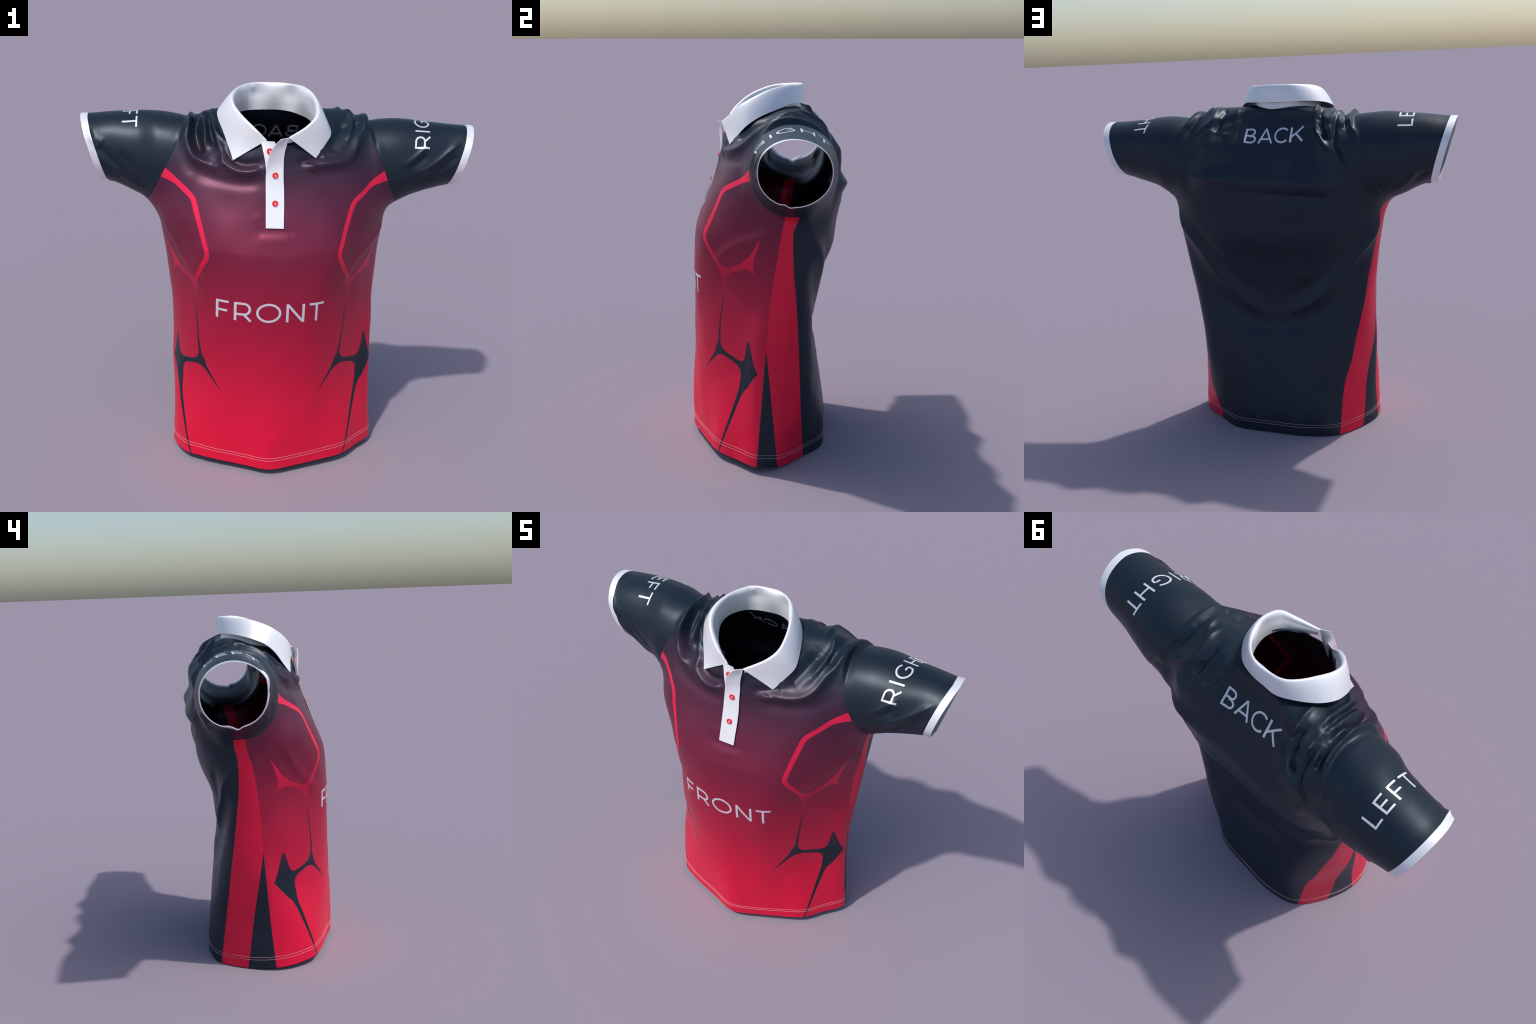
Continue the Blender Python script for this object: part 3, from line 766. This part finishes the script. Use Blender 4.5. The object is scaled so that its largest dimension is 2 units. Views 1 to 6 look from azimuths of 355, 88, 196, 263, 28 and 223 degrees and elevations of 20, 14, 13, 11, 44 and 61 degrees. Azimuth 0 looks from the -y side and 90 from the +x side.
def build():
    shirt = empty("polo_shirt")
    shirt["label"] = "red and navy short-sleeved polo shirt with white collar, standing as if worn"
    shirt["category"] = "polo shirt"

    navy = plain("navy_knit", NAVY, rough=ROUGH, metal=SHINE)
    front_mat = front_material()
    red = plain("red_knit", (.80, .009, .055), rough=ROUGH, metal=SHINE)
    white = plain("white_rib", (.88, .88, .90), rough=.42, metal=.3)
    white_print = plain("white_print", (.85, .85, .87), rough=.40, metal=SHINE)
    chest_print = plain("chest_print", (.80, .78, .84), rough=.42, metal=SHINE)
    button_red = plain("red_plastic", (.80, .012, .015), rough=.25, coat=.3)
    thread = plain("white_thread", (.75, .70, .70), rough=.6)
    stitch = plain("pale_thread", (.55, .36, .38), rough=.6)

    V, Q, E = build_surface()
    V = drape(V, Q, E)
    N = normals(V, Q)
    T = np.vstack([Q[:, [0, 1, 2]], Q[:, [0, 2, 3]]])
    tree = BVHTree.FromPolygons(V.tolist(), T.tolist())
    A = np.hstack([V, N])

    # trims: hem, cuffs, neck
    A, _, T = split(A, T, A[:, 2] - hem_height(A))
    A, T, _ = split(A, T, cuff_end(A))
    neck = neck_polygon()
    s = np.where(A[:, 2] > 1.5, polygon_distance(A[:, :2], neck), 1.0)
    below = 1.698 + 2 * np.maximum(0, np.abs(A[:, 0] + .035) - .075) + 2 * np.maximum(0, A[:, 1] + .17) - A[:, 2]
    s = np.minimum(s, below)
    A, _, T = split(A, T, s)
    # the neck cut can leave a scrap; the shirt is everything joined to the hem
    rim_e = boundary_edges(T)

    # seams
    pieces = {}
    A, cuffs, T2 = split(A, T, -(cuff_end(A) + CUFF))
    A, torso, sl = split(A, T2, sleeve_line(A, 1))
    sleeve_l = sl
    A, torso, sleeve_r = split(A, torso, sleeve_line(A, -1))
    sF = A[:, 1] - edge_y(FRONT_EDGE, A)
    A, front, rest = split(A, torso, sF)
    sB = A[:, 1] - edge_y(BACK_EDGE, A)
    A, sides, back = split(A, rest, np.where(A[:, 2] > 1.42, 1.0, sB))
    sW = np.where(A[:, 2] < .70, A[:, 1] - edge_y(WEDGE_EDGE, A), 1.0)
    A, wedge, sides = split(A, sides, sW)
    allT = np.vstack([cuffs, sleeve_l, sleeve_r, front, back, sides, wedge])
    rim = {tuple(sorted(map(int, e))) for e in boundary_edges(allT)}

    def half(t, side):
        c = A[t, 0].mean(1)
        return t[c * side > 0]
    front_ob = cloth_object("front_panel", A, front, rim, front_mat, shirt)
    back_ob = cloth_object("back_panel", A, back, rim, navy, shirt)
    sleeves = {}
    for side, t in ((1, sleeve_l), (-1, sleeve_r)):
        sleeves[side] = cloth_object("sleeve", A, t, rim, navy, shirt)
        cloth_object("cuff", A, half(cuffs, side), rim, white, sleeves[side])
        cloth_object("side_panel", A, half(sides, side), rim, red, shirt)
        cloth_object("side_gusset", A, half(wedge, side), rim, navy, shirt)

    # ---- hem stitching: two fine rows round the bottom
    for offset in (.049, .064):
        s = A[:, 2] - hem_height(A) - offset
        whole = np.vstack([front, back, sides, wedge])
        n0 = len(A)
        A2, lo, hi = split(A, whole, s)
        P = A2[n0:]
        P = P[np.abs(P[:, 2] - hem_height(P) - offset) < .01]
        th = np.arctan2(P[:, 1], P[:, 0])
        P = P[np.argsort(th)]
        C = resample(P[:, :3], 420, closed=True)
        n = resample(P[:, 3:], 420, closed=True)
        n /= np.linalg.norm(n, axis=1, keepdims=True)
        ring = []
        for k in range(6):
            a = k * math.pi / 3
            ring.append(C + n * (.0004 + .0009 * math.cos(a)) + np.array([0, 0, 1]) * .0008 * math.sin(a))
        m = len(C)
        F = [[k * m + i, k * m + (i + 1) % m, ((k + 1) % 6) * m + (i + 1) % m, ((k + 1) % 6) * m + i] for k in range(6) for i in range(m)]
        mesh_object("hem_stitching", np.vstack(ring), F, stitch, shirt)

    # ---- lettering
    def cast(o, d):
        p, n, _, _ = tree.ray_cast(Vector(o), Vector(d))
        if p is None:
            p, n, _, _ = tree.find_nearest(Vector(o))
        n = np.array(n)
        return np.array(p), n if n @ np.array(d) < 0 else -n
    # smooth normals near the hit look better than facet ones, but facets are 6 mm: fine for print
    def write(word, lefts, widths, place, material, parent, **kw):
        for ch, x0, w in zip(word, lefts, widths):
            sx = w / glyph(ch)[0]
            letter(ch, (lambda g, x0=x0, sx=sx: place(x0 + g[0] * sx, g[1])), cast, 1, material, parent, **kw)
    cap = .0955
    write("FRONT", [-.3135, -.2275, -.1205, .026, .1405], [.060, .084, .122, .091, .073],
          lambda x, h: ((x, -1, .8605 + h * cap), (0, 1, 0)), chest_print, front_ob)
    nb = np.array([0, .80, .60]); ub = np.array([0, -.60, .80])
    ob_ = np.array([0, .258, 1.669])
    write("BACK", [-.122, -.047, .042, .128], [.064, .080, .074, .074],
          lambda x, h: (ob_ + np.array([-x, 0, 0]) + ub * (h - .5) * .092 + nb * .4, -nb), plain("back_print", (.72, .72, .78), rough=.42, metal=SHINE), back_ob)
    def on_sleeve(side, yc, zc, r, a0, base, slope, up):
        def place(s, h):
            ang = math.radians(a0) + s / r
            x = base + slope * s - h * up
            d = np.array([0, math.sin(ang), math.cos(ang)])
            if side < 0:
                d[1] = -d[1]
            return np.array([side * x, yc, zc]) + d * .6, -d
        return place
    write("RIGHT", [0, .088, .120, .222, .300], [.063, .0095, .079, .063, .058],
          on_sleeve(1, .085, 1.58, .172, -65, .744, .125, .0755), white_print, sleeves[1])
    write("LEFT", [0, .066, .136, .200], [.046, .048, .047, .062],
          on_sleeve(-1, .20, 1.57, .172, -43, .783, .0, .076), white_print, sleeves[-1])

    # ---- collar
    B, Fo, Ed = (np.array([c[k] for c in COLLAR]) for k in range(3))
    n = 150
    B, Fo, Ed = (catmull(c, 16) for c in (B, Fo, Ed))
    st = np.linspace(0, len(B) - 1, n)
    pick = lambda c: np.stack([np.interp(st, np.arange(len(c)), c[:, k]) for k in range(3)], 1)
    B, Fo, Ed = pick(B), pick(Fo), pick(Ed)
    u = np.linspace(0, 16, n)[:, None]
    out = Fo - np.array([-.035, -.03, 0]); out[:, 2] = 0
    out /= np.linalg.norm(out, axis=1, keepdims=True)
    up = np.array([0, 0, 1.0])
    backness = np.exp(-((u - 9) / 3.8) ** 4)
    ends = np.minimum(1, np.minimum(u, 16 - u) / 1.6)
    wave = backness * .0085 * np.sin(u * 2.3 + .5) + .002 * np.sin(u * 1.7)
    crease = -.005 * np.exp(-((u - 7) / .22) ** 2)
    r = .0058 * (.30 + .70 * ends)
    cols = [B - up * .016 + out * .003,
            B * .75 + Fo * .25 - out * (.003 + wave * .6) * ends,
            B * .45 + Fo * .55 - out * (.006 + wave) * ends,
            B * .12 + Fo * .88 - out * (r + .003 + (wave * .6 - crease) * ends),
            Fo - up * r * .45 - out * r * .9,
            Fo + out * crease * .5,
            Fo - up * r * .45 + out * r * .9,
            Fo * .80 + Ed * .20 + out * r * 1.25,
            Fo * .45 + Ed * .55 + out * .006 * ends,
            Ed]
    prof = np.stack(cols, 1)
    G = np.stack([resample(catmull(p, 8), 44) for p in prof], 0)
    sheet_object("collar", G[:, ::-1], .0035, white, shirt)

    # ---- placket: under strip, then the strip that laps over it
    def strip(name, rows, thick, parent):
        R = np.array(rows, float)           # z, x left, x right, y left, y right
        L = catmull(np.stack([R[:, 1], R[:, 3], R[:, 0]], 1), 12)
        Rr = catmull(np.stack([R[:, 2], R[:, 4], R[:, 0] + (R[:, 5] if R.shape[1] > 5 else 0)], 1), 12)
        t = np.linspace(0, 1, 9)[None, :, None]
        G = L[:, None] * (1 - t) + Rr[:, None] * t
        return sheet_object(name, G, thick, white, parent), G
    def cloth_y(x, z):
        p = tree.ray_cast(Vector((x, -1, z)), Vector((0, 1, 0)))[0]
        return p[1] if p else -.3
    def clear(rows, gap):
        return [(z, a, b, min(ya, cloth_y(a, z) - gap) if z < 1.60 else ya, min(yb, cloth_y(b, z) - gap) if z < 1.60 else yb, *more) for z, a, b, ya, yb, *more in rows]
    under = [(1.45, -.080, -.002, -.28, -.28), (1.52, -.081, -.004, -.262, -.262), (1.60, -.086, -.006, -.243, -.243), (1.65, -.095, -.020, -.232, -.238),
             (1.685, -.103, -.032, -.219, -.230), (1.708, -.107, -.042, -.211, -.225), (1.717, -.092, -.046, -.212, -.224)]
    placket, GU = strip("placket", clear(under, .003), .003, shirt)
    over = [(1.323, -.0835, .0015, -.329, -.334), (1.37, -.084, .002, -.318, -.32), (1.434, -.084, .003, -.297, -.297), (1.50, -.085, .002, -.272, -.274),
            (1.56, -.085, -.001, -.252, -.254), (1.61, -.080, -.001, -.252, -.246), (1.65, -.073, .000, -.256, -.243),
            (1.68, -.063, .004, -.259, -.242), (1.705, -.049, .010, -.262, -.241), (1.7375, -.019, .020, -.266, -.241, .003)]
    over = [(*o, 0) if len(o) == 5 else o for o in over]
    front_strip, G = strip("placket", clear(over, .009), .003, shirt)

    # ---- buttons
    def grid_tree(G):
        return BVHTree.FromPolygons(G.reshape(-1, 3).tolist(), [[i * 9 + j, i * 9 + j + 1, (i + 1) * 9 + j + 1, (i + 1) * 9 + j] for i in range(len(G) - 1) for j in range(8)])
    strip_trees = {True: grid_tree(GU), False: grid_tree(G)}

    prof = [(0, .0022), (.0055, .0022), (.0078, .0030), (.0100, .0050), (.0122, .0056), (.0140, .0046), (.0146, .0028), (.0140, .0006), (0, .0004)]
    seg = 40
    BV = [(rr * math.cos(2 * math.pi * k / seg), rr * math.sin(2 * math.pi * k / seg), zz) for rr, zz in prof for k in range(seg)]
    BF = [[i * seg + k, i * seg + (k + 1) % seg, (i + 1) * seg + (k + 1) % seg, (i + 1) * seg + k][::-1] for i in range(len(prof) - 1) for k in range(seg)]
    for x, z, on_under, turn in ((-.0685, 1.671, True, .1), (-.040, 1.561, False, .75), (-.040, 1.434, False, .1)):
        hit, nv, _, _ = strip_trees[on_under].ray_cast(Vector((x, -1, z)), Vector((0, 1, 0)))
        p, nrm = np.array(hit), np.array(nv)
        nrm = nrm if nrm[1] < 0 else -nrm

        nrm = nrm / np.linalg.norm(nrm)
        ex = np.cross([0, 0, 1], nrm); ex /= np.linalg.norm(ex)
        ey = np.cross(nrm, ex)
        M = np.stack([ex, ey, nrm])
        b = mesh_object("button", np.array(BV) @ M + p + nrm * .001, BF, button_red, front_strip if not on_under else placket)
        cross = []
        for a in (turn, turn + math.pi / 2):
            d, w = np.array([math.cos(a), math.sin(a)]), np.array([-math.sin(a), math.cos(a)])
            cross.append([d * -.0048 - w * .0012, d * .0048 - w * .0012, d * .0048 + w * .0012, d * -.0048 + w * .0012])
        TV, TF = [], []
        for i, q in enumerate(cross):
            base = len(TV)
            zt = .0036 + .0003 * i
            TV += [(*v, zt) for v in q] + [(*v, .002) for v in q]
            TF += [[base, base + 1, base + 2, base + 3]] + [[base + k, base + 4 + k, base + 4 + (k + 1) % 4, base + (k + 1) % 4] for k in range(4)]
        mesh_object("thread", np.array(TV) @ M + p + nrm * .001, TF, thread, b, smooth=False)

build()
